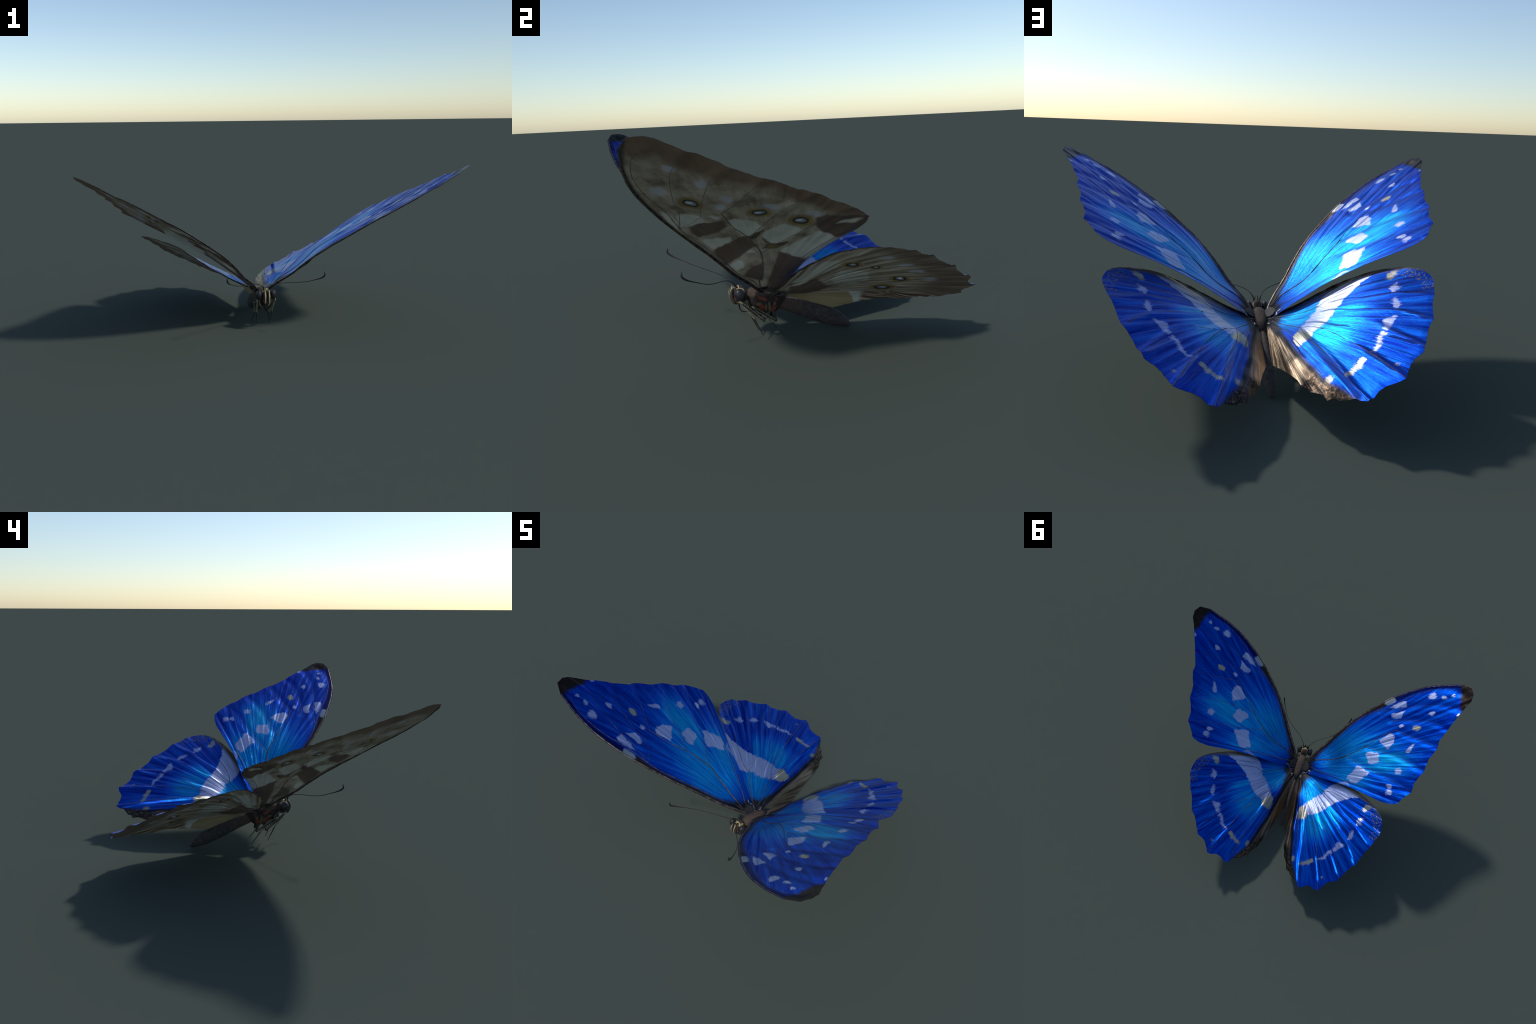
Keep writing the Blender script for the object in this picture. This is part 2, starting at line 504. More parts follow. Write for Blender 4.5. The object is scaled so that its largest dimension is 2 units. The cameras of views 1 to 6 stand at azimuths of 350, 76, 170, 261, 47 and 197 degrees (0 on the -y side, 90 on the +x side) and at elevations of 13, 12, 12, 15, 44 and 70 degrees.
def fore_upper():
    m = Mat("blue_scales_forewing")
    p, q, polar, a, b, r = m.wing_coords((-0.02, -0.02))
    cyan = m.most(m.ellipse(p, (0.56, 0.13), (0.30, 0.13), 0.55, 0.6), m.ellipse(p, (0.38, 0.0), (0.28, 0.16), 0.2, 0.7), m.ellipse(p, (0.30, 0.16), (0.26, 0.08), 0.75, 0.6))
    col, fine, streak = blue_ground(m, polar, p, cyan)
    # dusky outer margin rays
    edge = m.step(m.math("ADD", m.math("MULTIPLY", a, 0.72), m.math("MULTIPLY", b, 0.69)), 0.80, 0.92)
    col = m.mix(m.math("MULTIPLY", edge, 0.45), col, (0.0, 0.028, 0.46))
    col = m.mix(m.math("MULTIPLY", m.step(m.noise(m.vmath("MULTIPLY", polar, (4, 1.4, 1)), 1.0, 3), 0.60, 0.72), 0.5), col, DEEP)
    for e in ((1.099, 0.141), (1.003, 0.235), (0.867, 0.367), (0.747, 0.471)):
        fs = m.node("ShaderNodeSeparateXYZ")
        m.put(fs.inputs[0], m.vmath("SUBTRACT", p, (*e, 0)))
        fan = m.noise(m.xyz(m.math("MULTIPLY", m.math("ARCTAN2", fs.outputs[1], m.math("MULTIPLY", fs.outputs[0], -1.0)), 9.0), e[0] * 40, 0.0), 1.0, 2, 0.6)
        col = m.mix(m.math("MULTIPLY", m.math("MULTIPLY", m.step(fan, 0.50, 0.62), m.ellipse(p, e, (0.10, 0.10), 0, 0.8)), 0.75), col, DEEP)
    # white spots and patches
    spots = [((1.076, -0.135), 0.027, 0.021, 0.4), ((1.149, -0.088), 0.019, 0.010, 0.9), ((1.209, -0.081), 0.011, 0.006, 0.5), ((1.035, -0.012), 0.021, 0.016, 0.6),
             ((0.807, -0.012), 0.014, 0.013, 0.0), ((0.699, 0.300), 0.026, 0.022, 0.9),
             ((0.609, 0.385), 0.021, 0.014, 0.6), ((0.596, 0.425), 0.024, 0.020, 0.4), ((1.196, 0.069), 0.012, 0.006, 2.5)]
    white = m.most(*[m.ellipse(q, c, (r1, r2), an, 0.3) for c, r1, r2, an in spots])
    patches = [[(0.862, 0.150), (0.815, 0.158), (0.785, 0.185), (0.800, 0.208), (0.830, 0.192)], [(0.892, -0.188), (0.754, -0.180), (0.808, -0.154), (0.882, -0.136)],
               [(0.864, -0.107), (0.846, -0.119), (0.762, -0.125), (0.767, -0.092), (0.817, -0.072)],
               [(0.744, 0.031), (0.715, 0.011), (0.634, 0.017), (0.628, 0.044), (0.668, 0.119), (0.718, 0.097)],
               [(0.598, 0.125), (0.535, 0.083), (0.505, 0.082), (0.50, 0.109), (0.517, 0.181), (0.579, 0.186)],
               [(0.495, 0.231), (0.422, 0.150), (0.310, 0.214), (0.372, 0.278), (0.466, 0.252)]]
    white = m.most(white, *[m.poly(q, k) for k in patches])
    veil = m.math("ADD", 0.66, m.math("MULTIPLY", fine, 0.5))
    col = m.mix(m.math("MULTIPLY", white, veil), col, m.mix(m.noise(p, 14, 3), (0.32, 0.37, 0.62), (0.44, 0.48, 0.68)))
    col = m.mix(m.math("MULTIPLY", m.poly(q, [(0.345, 0.288), (0.300, 0.232), (0.240, 0.205), (0.27, 0.24)]), 0.6), col, LILAC)
    col = m.mix(m.math("MULTIPLY", m.ellipse(q, (0.908, 0.047), (0.027, 0.021), 0.5, 0.3), 0.95), col, CREAM)
    # leading edge: brown-black band between the radius vein and the costa
    line = m.curve(a, [(0.0, -0.075), (0.12, -0.088), (0.31, -0.138), (0.57, -0.203), (0.75, -0.205), (0.95, -0.207), (1.12, -0.180), (1.21, -0.140), (1.35, -0.075)], 1.4)
    front = m.math("SUBTRACT", b, line)
    band = m.step(front, 0.008, -0.008)
    speck = m.noise(m.vmath("MULTIPLY", p, (1.0, 2.5, 1)), 60, 4, 0.7)
    bcol = m.mix(m.step(a, 0.70, 0.82), m.ramp(speck, [(0.35, BLACK), (0.62, UMBER)]), m.ramp(speck, [(0.40, (0.006, 0.008, 0.03)), (0.60, (0.004, 0.012, 0.16))]))
    bcol = m.mix(m.step(speck, 0.66, 0.72), bcol, (0.16, 0.15, 0.14))
    bcol = m.mix(m.poly(q, [(0.825, -0.215), (0.80, -0.26), (0.735, -0.26), (0.748, -0.20), (0.81, -0.19)], 0.006), bcol, (0.34, 0.36, 0.38))
    col = m.mix(band, col, bcol)
    # apex and root
    ap = m.poly(q, [(1.30, -0.20), (1.270, -0.09), (1.256, -0.02), (1.215, 0.045), (1.23, 0.10), (1.45, 0.1), (1.45, -0.2)], 0.014)
    col = m.mix(ap, col, m.ramp(speck, [(0.35, BLACK), (0.6, (0.035, 0.024, 0.018)), (0.75, (0.14, 0.10, 0.08))]))
    root = m.most(m.ellipse(q, (0.02, -0.06), (0.13, 0.045), -0.30, 0.4), m.ellipse(q, (-0.015, -0.02), (0.065, 0.06), 0, 0.4))
    col = m.mix(root, col, m.ramp(fine, [(0.35, (0.006, 0.007, 0.012)), (0.7, (0.035, 0.035, 0.045))]))
    col = m.mix(m.math("MULTIPLY", m.ellipse(p, (0.012, 0.022), (0.012, 0.004), 0.6, 0.3), 0.8), col, (0.4, 0.45, 0.6))
    rough = m.math("ADD", ROUGH - 0.05, m.math("MULTIPLY", streak, 0.12))
    return m.finish(col, rough, METAL, 0.5, bump=m.math("ADD", m.math("MULTIPLY", fine, 0.6), m.math("MULTIPLY", streak, 1.5)), bump_strength=0.5, bump_dist=0.005)


HIND_GLINTS = [  # sun glints drawn in by a tilted normal: centre line (a, b), half width, strength
    ([(0.242, 0.055), (0.335, 0.100), (0.42, 0.143), (0.51, 0.190), (0.60, 0.240), (0.67, 0.277), (0.757, 0.316)], 0.021, 1.1),
    ([(0.653, 0.110), (0.737, 0.132), (0.82, 0.157)], 0.013, 1.0), ([(0.69, -0.010), (0.747, -0.006), (0.83, 0.003)], 0.013, 0.9),
    ([(0.686, -0.149), (0.736, -0.152), (0.81, -0.140)], 0.013, 0.9), ([(0.572, -0.262), (0.653, -0.272), (0.735, -0.288)], 0.009, 0.8),
    ([(0.226, -0.010), (0.283, -0.016), (0.42, -0.010), (0.49, -0.016)], 0.009, 0.7), ([(0.263, -0.090), (0.326, -0.105), (0.43, -0.118), (0.54, -0.142)], 0.009, 0.7),
    ([(0.272, -0.155), (0.328, -0.179), (0.43, -0.208), (0.53, -0.235)], 0.009, 0.65), ([(0.24, -0.216), (0.285, -0.248), (0.335, -0.282)], 0.010, 0.65),
    ([(0.06, -0.018), (0.155, -0.044), (0.195, -0.061)], 0.010, 0.6), ([(0.25, 0.128), (0.30, 0.152), (0.40, 0.205)], 0.006, 0.6)]


def hind_upper():
    m = Mat("blue_scales_hindwing")
    p, q, polar, a, b, r = m.wing_coords((-0.02, 0.0), 0.055)
    cyan = m.most(m.ellipse(p, (0.16, -0.04), (0.16, 0.10), -0.4, 0.6), m.ellipse(p, (0.43, 0.02), (0.12, 0.13), 0, 0.7), m.ellipse(p, (0.40, -0.12), (0.10, 0.03), -0.3, 0.6))
    col, fine, streak = blue_ground(m, polar, p, cyan)
    # pale discal band, creamy towards the inner margin
    band = m.most(m.poly(q, [(0.39, -0.376), (0.296, -0.345), (0.192, -0.25), (0.197, -0.16), (0.216, -0.116), (0.335, -0.196), (0.343, -0.282)]),
                  m.poly(q, [(0.34, -0.20), (0.213, -0.122), (0.222, 0.021), (0.234, 0.044), (0.334, 0.032), (0.350, -0.028), (0.343, -0.124)]))
    col = m.mix(m.math("MULTIPLY", band, m.math("ADD", 0.68, m.math("MULTIPLY", fine, 0.5))), col, m.mix(m.noise(m.vmath("MULTIPLY", polar, (2, 4, 1)), 1.0, 3), (0.28, 0.33, 0.58), (0.44, 0.48, 0.64)))
    col = m.mix(m.math("MULTIPLY", m.poly(q, [(0.334, 0.030), (0.232, 0.041), (0.25, 0.12), (0.305, 0.155), (0.335, 0.115)]), 0.95), col, m.mix(m.step(b, 0.04, 0.08), LILAC, CREAM))
    # row of submarginal spots
    row = [[(0.535, -0.338), (0.532, -0.283), (0.57, -0.264), (0.577, -0.305)], [(0.593, -0.236), (0.592, -0.198), (0.629, -0.159), (0.642, -0.197)],
           [(0.663, -0.125), (0.625, -0.10), (0.622, -0.078), (0.655, -0.05)], [(0.668, -0.026), (0.645, -0.01), (0.662, 0.06), (0.680, 0.04)]]
    white = m.most(*[m.poly(q, k, 0.005) for k in row], m.ellipse(q, (0.672, 0.068), (0.012, 0.03), 0.1, 0.4), m.ellipse(q, (0.655, -0.05), (0.016, 0.016), 0, 0.4))
    col = m.mix(m.math("MULTIPLY", white, 0.9), col, LILAC)
    cream = m.most(m.poly(q, [(0.494, -0.425), (0.454, -0.382), (0.487, -0.34), (0.51, -0.361)], 0.005), m.poly(q, [(0.664, 0.125), (0.642, 0.138), (0.642, 0.200), (0.675, 0.18)], 0.006),
                   m.ellipse(q, (0.648, 0.215), (0.010, 0.03), 0.1, 0.5), m.ellipse(q, (0.583, 0.290), (0.016, 0.028), -0.3, 0.4), m.ellipse(q, (0.80, 0.118), (0.007, 0.007), 0, 0.6))
    col = m.mix(m.math("MULTIPLY", cream, 0.85), col, CREAM)
    # worn brown flecks near the outer front corner and along the margin
    flecks = m.step(m.noise(m.vmath("MULTIPLY", p, (1.6, 1, 1)), 70, 4, 0.7), 0.55, 0.565)
    worn = m.most(m.ellipse(p, (0.575, -0.415), (0.085, 0.035), 0.25, 0.5), m.ellipse(p, (0.69, -0.36), (0.03, 0.04), 0, 0.7))
    col = m.mix(m.step(m.math("MULTIPLY", flecks, worn), 0.3, 0.5), col, (0.20, 0.16, 0.10))
    edge = m.step(m.math("ADD", a, m.math("MULTIPLY", m.math("ABSOLUTE", b), 0.35)), 0.80, 0.92)
    col = m.mix(m.math("MULTIPLY", edge, 0.35), col, (0.0, 0.028, 0.44))
    # grey-brown leading edge
    line = m.curve(a, [(0.0, -0.055), (0.10, -0.155), (0.14, -0.200), (0.224, -0.262), (0.32, -0.318), (0.44, -0.395), (0.53, -0.440), (0.62, -0.450), (0.9, -0.46)], 1.0)
    front = m.math("SUBTRACT", b, line)
    fmask = m.step(front, 0.016, -0.012)
    col = m.mix(fmask, col, m.mix(m.step(a, 0.12, 0.30), (0.016, 0.015, 0.018), m.ramp(fine, [(0.3, (0.07, 0.06, 0.05)), (0.7, (0.20, 0.17, 0.13))])))
    # brown inner flap that cups the abdomen, dark groove beside it
    ridge = m.curve(a, [(0.0, 0.028), (0.06, 0.058), (0.14, 0.098), (0.251, 0.154), (0.351, 0.206), (0.491, 0.268), (0.60, 0.318), (0.72, 0.338), (0.95, 0.40)], 1.0)
    inner = m.math("ADD", m.math("SUBTRACT", b, ridge), m.math("MULTIPLY", m.math("SUBTRACT", fine, 0.5), 0.02))
    col = m.mix(m.step(inner, -0.034, -0.006), col, m.ramp(fine, [(0.35, (0.008, 0.009, 0.016)), (0.7, (0.04, 0.035, 0.03))]))
    tan = m.mix(m.step(a, 0.42, 0.52), m.ramp(m.noise(m.vmath("MULTIPLY", polar, (5, 4, 1)), 1.0, 4, 0.65), [(0.3, (0.085, 0.06, 0.042)), (0.52, (0.25, 0.185, 0.125)), (0.75, (0.46, 0.38, 0.27))]),
                m.ramp(m.noise(p, 60, 4, 0.7), [(0.35, (0.02, 0.016, 0.014)), (0.55, (0.13, 0.09, 0.06)), (0.70, (0.45, 0.35, 0.24))]))
    col = m.mix(m.step(inner, 0.0, 0.016), col, tan)
    tail = m.most(m.ellipse(p, (0.63, 0.345), (0.10, 0.040), 0.05, 0.5), m.ellipse(p, (0.52, 0.33), (0.06, 0.03), 0.3, 0.5))
    col = m.mix(tail, col, m.ramp(m.noise(p, 70, 4, 0.7), [(0.38, (0.010, 0.010, 0.012)), (0.58, (0.08, 0.055, 0.035)), (0.72, (0.40, 0.30, 0.20))]))
    root = m.most(m.ellipse(q, (-0.005, 0.0), (0.060, 0.065), 0, 0.4), m.ellipse(p, (0.06, 0.045), (0.08, 0.022), 0.5, 0.5))
    col = m.mix(root, col, m.ramp(fine, [(0.35, (0.008, 0.009, 0.013)), (0.7, (0.07, 0.07, 0.08))]))
    rough = m.math("ADD", ROUGH - 0.05, m.math("MULTIPLY", streak, 0.12))
    return m.finish(col, rough, METAL, 0.5, bump=m.math("ADD", m.math("MULTIPLY", fine, 0.6), m.math("MULTIPLY", streak, 1.5)), bump_strength=0.5, bump_dist=0.005,
                    lean=(HIND_GLINTS, (-0.35, -0.47), p, a, b, fine))


PALE, TAUPE = (0.62, 0.62, 0.55), (0.34, 0.285, 0.22)
OCHRE = (0.26, 0.19, 0.07)


def eyespot(m, col, p, c, r, angle=0.0):
    col = m.mix(m.ellipse(p, c, (r[0] * 1.25, r[1] * 1.25), angle, 0.15), col, TAUPE)
    col = m.mix(m.ellipse(p, c, r, angle, 0.12), col, OCHRE)
    col = m.mix(m.ellipse(p, c, (r[0] * 0.66, r[1] * 0.66), angle, 0.14), col, (0.029, 0.026, 0.029))
    col = m.mix(m.ellipse(p, c, (r[0] * 0.40, r[1] * 0.46), angle, 0.30), col, (0.24, 0.26, 0.34))
    return m.mix(m.ellipse(p, (c[0] + 0.06 * r[0], c[1] - 0.1 * r[1]), (r[0] * 0.20, r[1] * 0.28), angle, 0.5), col, (0.66, 0.68, 0.70))


def fore_under():
    m = Mat("brown_scales_forewing")
    p, q, polar, a, b, r = m.wing_coords((-0.02, -0.02), 0.022)
    fine = m.noise(m.vmath("MULTIPLY", polar, (5, 7, 1)), 1.0, 5, 0.65)
    cloud = m.noise(p, 9, 4, 0.62)
    col = m.ramp(m.math("ADD", m.math("MULTIPLY", fine, 0.28), m.math("MULTIPLY", cloud, 0.72)), [(0.35, (0.16, 0.118, 0.085)), (0.48, TAUPE), (0.62, (0.50, 0.44, 0.36))])
    # brown outer margin, widest and reddest behind the middle
    out = m.math("ADD", m.math("MULTIPLY", a, 0.69), m.math("MULTIPLY", b, 0.725))
    wave = m.math("MULTIPLY", m.math("SUBTRACT", m.noise(p, 5, 2), 0.5), 0.16)
    marg = m.step(m.math("ADD", out, wave), 0.735, 0.83)
    col = m.mix(m.math("MULTIPLY", marg, 0.85), col, m.mix(m.noise(m.vmath("MULTIPLY", polar, (3, 4, 1)), 1, 3), (0.12, 0.066, 0.042), (0.25, 0.155, 0.105)))
    # pale patches
    pale = m.most(*[m.poly(q, k, 0.007) for k in (
        [(0.835, -0.203), (0.735, -0.18), (0.648, -0.209), (0.74, -0.225)], [(0.788, -0.16), (0.757, -0.075), (0.699, -0.082), (0.645, -0.150), (0.676, -0.19)],
        [(0.757, -0.056), (0.738, -0.0), (0.708, -0.036)], [(0.702, 0.012), (0.690, 0.084), (0.605, 0.124), (0.534, 0.063), (0.528, 0.012), (0.625, 0.004)],
        [(0.563, 0.114), (0.623, 0.199), (0.556, 0.267), (0.430, 0.150), (0.440, 0.075), (0.494, 0.078)], [(0.345, 0.119), (0.528, 0.318), (0.456, 0.39), (0.271, 0.242), (0.29, 0.145)],
        [(0.523, -0.164), (0.531, -0.034), (0.472, -0.052), (0.426, -0.145)], [(0.287, -0.119), (0.322, -0.051), (0.265, -0.052), (0.227, -0.105)], [(0.371, -0.021), (0.389, 0.015), (0.350, 0.024)])])
    col = m.mix(m.math("MULTIPLY", pale, 0.92), col, m.mix(cloud, (0.46, 0.47, 0.42), (0.72, 0.74, 0.68)))
    # dark brown patches
    dark = m.most(*[m.poly(q, k, 0.007) for k in (
        [(0.663, -0.166), (0.690, -0.088), (0.699, -0.008), (0.640, -0.011), (0.574, -0.086), (0.55, -0.17)], [(0.417, -0.150), (0.47, -0.045), (0.526, 0.017), (0.427, 0.045), (0.373, -0.029), (0.275, -0.139)],
        [(-0.02, -0.04), (0.345, 0.119), (0.250, 0.215), (0.076, 0.11), (-0.02, 0.03)], [(0.639, 0.315), (0.685, 0.364), (0.640, 0.53), (0.515, 0.48), (0.459, 0.385), (0.528, 0.325)],
        [(0.167, -0.089), (0.25, -0.04), (0.277, 0.035), (0.076, -0.022)])])
    col = m.mix(m.math("MULTIPLY", dark, 0.9), col, m.mix(fine, (0.075, 0.046, 0.035), (0.160, 0.107, 0.084)))
    arc = m.most(m.poly(q, [(0.517, 0.010), (0.55, 0.075), (0.586, 0.126), (0.553, 0.105), (0.490, 0.055)], 0.006), m.poly(q, [(0.490, 0.075), (0.505, 0.085), (0.43, 0.105), (0.425, 0.085)], 0.006),
                 m.poly(q, [(0.435, 0.096), (0.437, 0.185), (0.381, 0.128), (0.389, 0.054)], 0.006))
    col = m.mix(m.math("MULTIPLY", arc, 0.9), col, (0.087, 0.058, 0.038))
    col = m.mix(m.math("MULTIPLY", m.ellipse(q, (0.40, 0.11), (0.03, 0.02), 0.9, 0.5), 0.6), col, OCHRE)
    # white streak at the hind corner and lilac dots
    col = m.mix(m.math("MULTIPLY", m.poly(q, [(0.588, 0.395), (0.62, 0.413), (0.628, 0.498), (0.589, 0.462)], 0.008), 0.85), col, PALE)
    dots = [((0.981, -0.147), 0.036, 0.026), ((1.009, 0.017), 0.028, 0.020), ((1.134, -0.042), 0.022, 0.018), ((0.879, 0.062), 0.026, 0.020), ((0.819, 0.016), 0.024, 0.018), ((0.785, 0.195), 0.022, 0.032), ((0.695, 0.331), 0.022, 0.030)]
    col = m.mix(m.math("MULTIPLY", m.most(*[m.ellipse(q, c, (x, y), 0.4, 0.5) for c, x, y in dots]), 0.65), col, (0.50, 0.54, 0.66))
    for c, x, y in (((0.871, -0.073), 0.048, 0.044), ((0.739, 0.139), 0.037, 0.044), ((0.642, 0.271), 0.050, 0.046)):
        col = eyespot(m, col, p, c, (x, y))
    # leading edge and root
    line = m.curve(a, [(0.0, -0.060), (0.12, -0.092), (0.31, -0.145), (0.57, -0.210), (0.75, -0.226), (0.95, -0.223), (1.12, -0.190), (1.21, -0.155), (1.35, -0.075)], 1.4)
    col = m.mix(m.step(m.math("SUBTRACT", b, line), 0.010, -0.006), col, m.ramp(m.noise(p, 50, 3), [(0.4, (0.035, 0.032, 0.035)), (0.7, (0.145, 0.122, 0.104))]))
    col = m.mix(m.ellipse(p, (-0.02, -0.02), (0.05, 0.05), 0, 0.4), col, (0.058, 0.052, 0.058))
    return m.finish(col, 0.62, 0.0, 0.3, bump=fine, bump_strength=0.3, bump_dist=0.003)


def hind_under():
    m = Mat("brown_scales_hindwing")
    p, q, polar, a, b, r = m.wing_coords((-0.02, 0.0), 0.022)
    fine = m.noise(m.vmath("MULTIPLY", polar, (6, 5, 1)), 1.0, 5, 0.65)
    ray = m.noise(m.vmath("MULTIPLY", polar, (2.2, 1.5, 1)), 1.0, 2, 0.5)
    col = m.ramp(m.math("ADD", m.math("MULTIPLY", fine, 0.45), m.math("MULTIPLY", ray, 0.55)), [(0.38, (0.13, 0.092, 0.068)), (0.49, TAUPE), (0.62, (0.56, 0.52, 0.45))])
    out = m.math("ADD", a, m.math("MULTIPLY", m.math("ABSOLUTE", b), 0.25))
    marg = m.step(m.math("ADD", out, m.math("MULTIPLY", m.math("SUBTRACT", ray, 0.5), 0.12)), 0.60, 0.76)
    col = m.mix(m.math("MULTIPLY", marg, 0.8), col, m.mix(fine, (0.087, 0.058, 0.043), (0.217, 0.160, 0.122)))
    pale = m.most(*[m.poly(q, k, 0.010) for k in (
        [(0.05, -0.07), (0.146, -0.20), (0.308, -0.315), (0.399, -0.300), (0.341, -0.223), (0.15, -0.130)], [(0.275, -0.082), (0.346, -0.184), (0.454, -0.113), (0.424, 0.018), (0.267, 0.094)],
        [(0.242, 0.118), (0.386, 0.175), (0.387, 0.205), (0.266, 0.155)])])
    col = m.mix(m.math("MULTIPLY", pale, 0.85), col, m.ramp(m.math("ADD", m.math("MULTIPLY", ray, 0.7), m.math("MULTIPLY", fine, 0.3)), [(0.36, (0.20, 0.19, 0.155)), (0.46, (0.42, 0.44, 0.39)), (0.62, (0.66, 0.68, 0.64))]))
    brown = m.poly(q, [(0.10, -0.148), (0.224, -0.133), (0.240, 0.034), (0.158, 0.095), (0.03, 0.030)], 0.010)
    col = m.mix(m.math("MULTIPLY", brown, 0.9), col, m.mix(fine, (0.075, 0.046, 0.035), (0.160, 0.107, 0.084)))
    col = m.mix(m.math("MULTIPLY", m.ellipse(q, (0.14, -0.125), (0.045, 0.012), -0.2, 0.4), 0.8), col, PALE)
    # tan inner flap with a white patch, dark streaks towards the tail corner
    ridge = m.curve(a, [(0.0, 0.028), (0.06, 0.062), (0.14, 0.098), (0.251, 0.150), (0.351, 0.198), (0.491, 0.280), (0.60, 0.325), (0.72, 0.345), (0.95, 0.40)], 1.0)
    inner = m.math("SUBTRACT", b, ridge)
    flap = m.mix(m.step(m.math("ADD", a, m.math("MULTIPLY", m.noise(p, 30, 2), 0.02)), 0.292, 0.306), m.mix(fine, (0.246, 0.197, 0.104), (0.377, 0.304, 0.174)), (0.50, 0.52, 0.47))
    flap = m.mix(m.step(m.math("ADD", m.math("ADD", a, m.math("MULTIPLY", b, 0.5)), m.math("MULTIPLY", fine, 0.06)), 0.46, 0.50), flap, m.ramp(m.noise(m.vmath("MULTIPLY", polar, (9, 5, 1)), 1.0, 4, 0.7), [(0.40, (0.046, 0.035, 0.029)), (0.52, (0.174, 0.102, 0.058)), (0.66, (0.638, 0.580, 0.493))]))
    col = m.mix(m.step(inner, -0.006, 0.006), col, flap)
    dots = [((0.568, -0.301), 0.034, 0.022), ((0.625, -0.182), 0.034, 0.022), ((0.655, -0.074), 0.034, 0.022), ((0.69, 0.049), 0.034, 0.022)]
    col = m.mix(m.math("MULTIPLY", m.most(*[m.ellipse(q, c, (x, y), 0.0, 0.5) for c, x, y in dots]), 0.6), col, (0.50, 0.54, 0.66))
    for c, x, y in (((0.414, -0.234), 0.041, 0.040), ((0.496, -0.159), 0.028, 0.024), ((0.563, 0.032), 0.044, 0.050), ((0.457, 0.152), 0.058, 0.060), ((0.462, 0.245), 0.034, 0.018)):
        col = eyespot(m, col, p, c, (x, y))
    col = m.mix(m.ellipse(p, (-0.02, 0.0), (0.06, 0.05), 0, 0.4), col, (0.058, 0.052, 0.058))
    return m.finish(col, 0.62, 0.0, 0.3, bump=fine, bump_strength=0.3, bump_dist=0.003)


def simple(name, c1, c2, scale=60, rough=0.6, metal=0.0, spec=0.3, bump=0.4, detail=4, lo=0.38, hi=0.62):
    m = Mat(name)
    tc = m.node("ShaderNodeTexCoord").outputs["Object"]
    n = m.noise(tc, scale, detail, 0.6)
    return m.finish(m.ramp(n, [(lo, c1), (hi, c2)]), rough, metal, spec, bump=m.noise(tc, scale * 3, 3, 0.6), bump_strength=bump, bump_dist=0.002)


def thorax_material():
    m = Mat("thorax_fuzz")
    tc = m.node("ShaderNodeTexCoord").outputs["Object"]
    sep = m.node("ShaderNodeSeparateXYZ")
    m.put(sep.inputs[0], tc)
    y, z = sep.outputs[1], sep.outputs[2]
    p = m.xyz(y, z)
    q = m.vmath("MULTIPLY", m.vmath("ADD", p, m.vmath("SCALE", m.vmath("SUBTRACT", m.noise(tc, 90, 3, 0.6, color=True), (0.5, 0.5, 0.5)), scale=0.02)), (1, 1, 0))
    n = m.noise(tc, 70, 4, 0.6)
    back = m.ramp(n, [(0.35, (0.052, 0.036, 0.028)), (0.65, (0.085, 0.060, 0.047))])
    side = m.ramp(n, [(0.35, (0.014, 0.011, 0.011)), (0.65, (0.045, 0.032, 0.027))])
    tan = m.most(m.ellipse(q, (-0.105, 0.165), (0.006, 0.030), 0.1, 0.3), m.ellipse(q, (-0.122, 0.160), (0.005, 0.028), 0.1, 0.3), m.ellipse(q, (-0.157, 0.190), (0.012, 0.007), 0.2, 0.3), m.ellipse(q, (-0.079, 0.182), (0.008, 0.009), 0.0, 0.3))
    side = m.mix(tan, side, (0.13, 0.095, 0.055))
    orange = m.most(m.ellipse(q, (-0.138, 0.215), (0.024, 0.009), -0.45, 0.25), m.ellipse(q, (-0.143, 0.168), (0.013, 0.020), 0.25, 0.25), m.ellipse(q, (-0.085, 0.155), (0.013, 0.020), -0.25, 0.25), m.ellipse(q, (-0.068, 0.205), (0.008, 0.006), 0, 0.3))
    side = m.mix(orange, side, (0.15, 0.042, 0.024))
    col = m.mix(m.step(z, 0.222, 0.238), side, back)
    return m.finish(col, 0.75, 0.0, 0.2, bump=m.noise(tc, 260, 3, 0.7), bump_strength=0.6, bump_dist=0.002)


def abdomen_material():
    m = Mat("abdomen_fuzz")
    tc = m.node("ShaderNodeTexCoord").outputs["Object"]
    sep = m.node("ShaderNodeSeparateXYZ")
    m.put(sep.inputs[0], tc)
    along = m.math("SUBTRACT", m.math("MULTIPLY", sep.outputs[1], 0.9), m.math("MULTIPLY", sep.outputs[2], 0.42))
    n = m.noise(tc, 45, 4, 0.6)
    col = m.ramp(n, [(0.32, (0.026, 0.023, 0.025)), (0.66, (0.060, 0.052, 0.053))])
    col = m.mix(m.step(along, 0.06, -0.08), col, m.mix(n, (0.05, 0.035, 0.028), (0.085, 0.06, 0.048)))
    ring = m.math("SINE", m.math("MULTIPLY", m.math("ADD", along, m.math("MULTIPLY", n, 0.012)), 190.0))
    col = m.mix(m.math("MULTIPLY", m.step(ring, 0.75, 1.0), 0.18), col, (0.014, 0.012, 0.012))
    return m.finish(col, 0.75, 0.0, 0.2, bump=m.math("ADD", m.noise(tc, 220, 3, 0.7), m.math("MULTIPLY", ring, 0.15)), bump_strength=0.5, bump_dist=0.002)


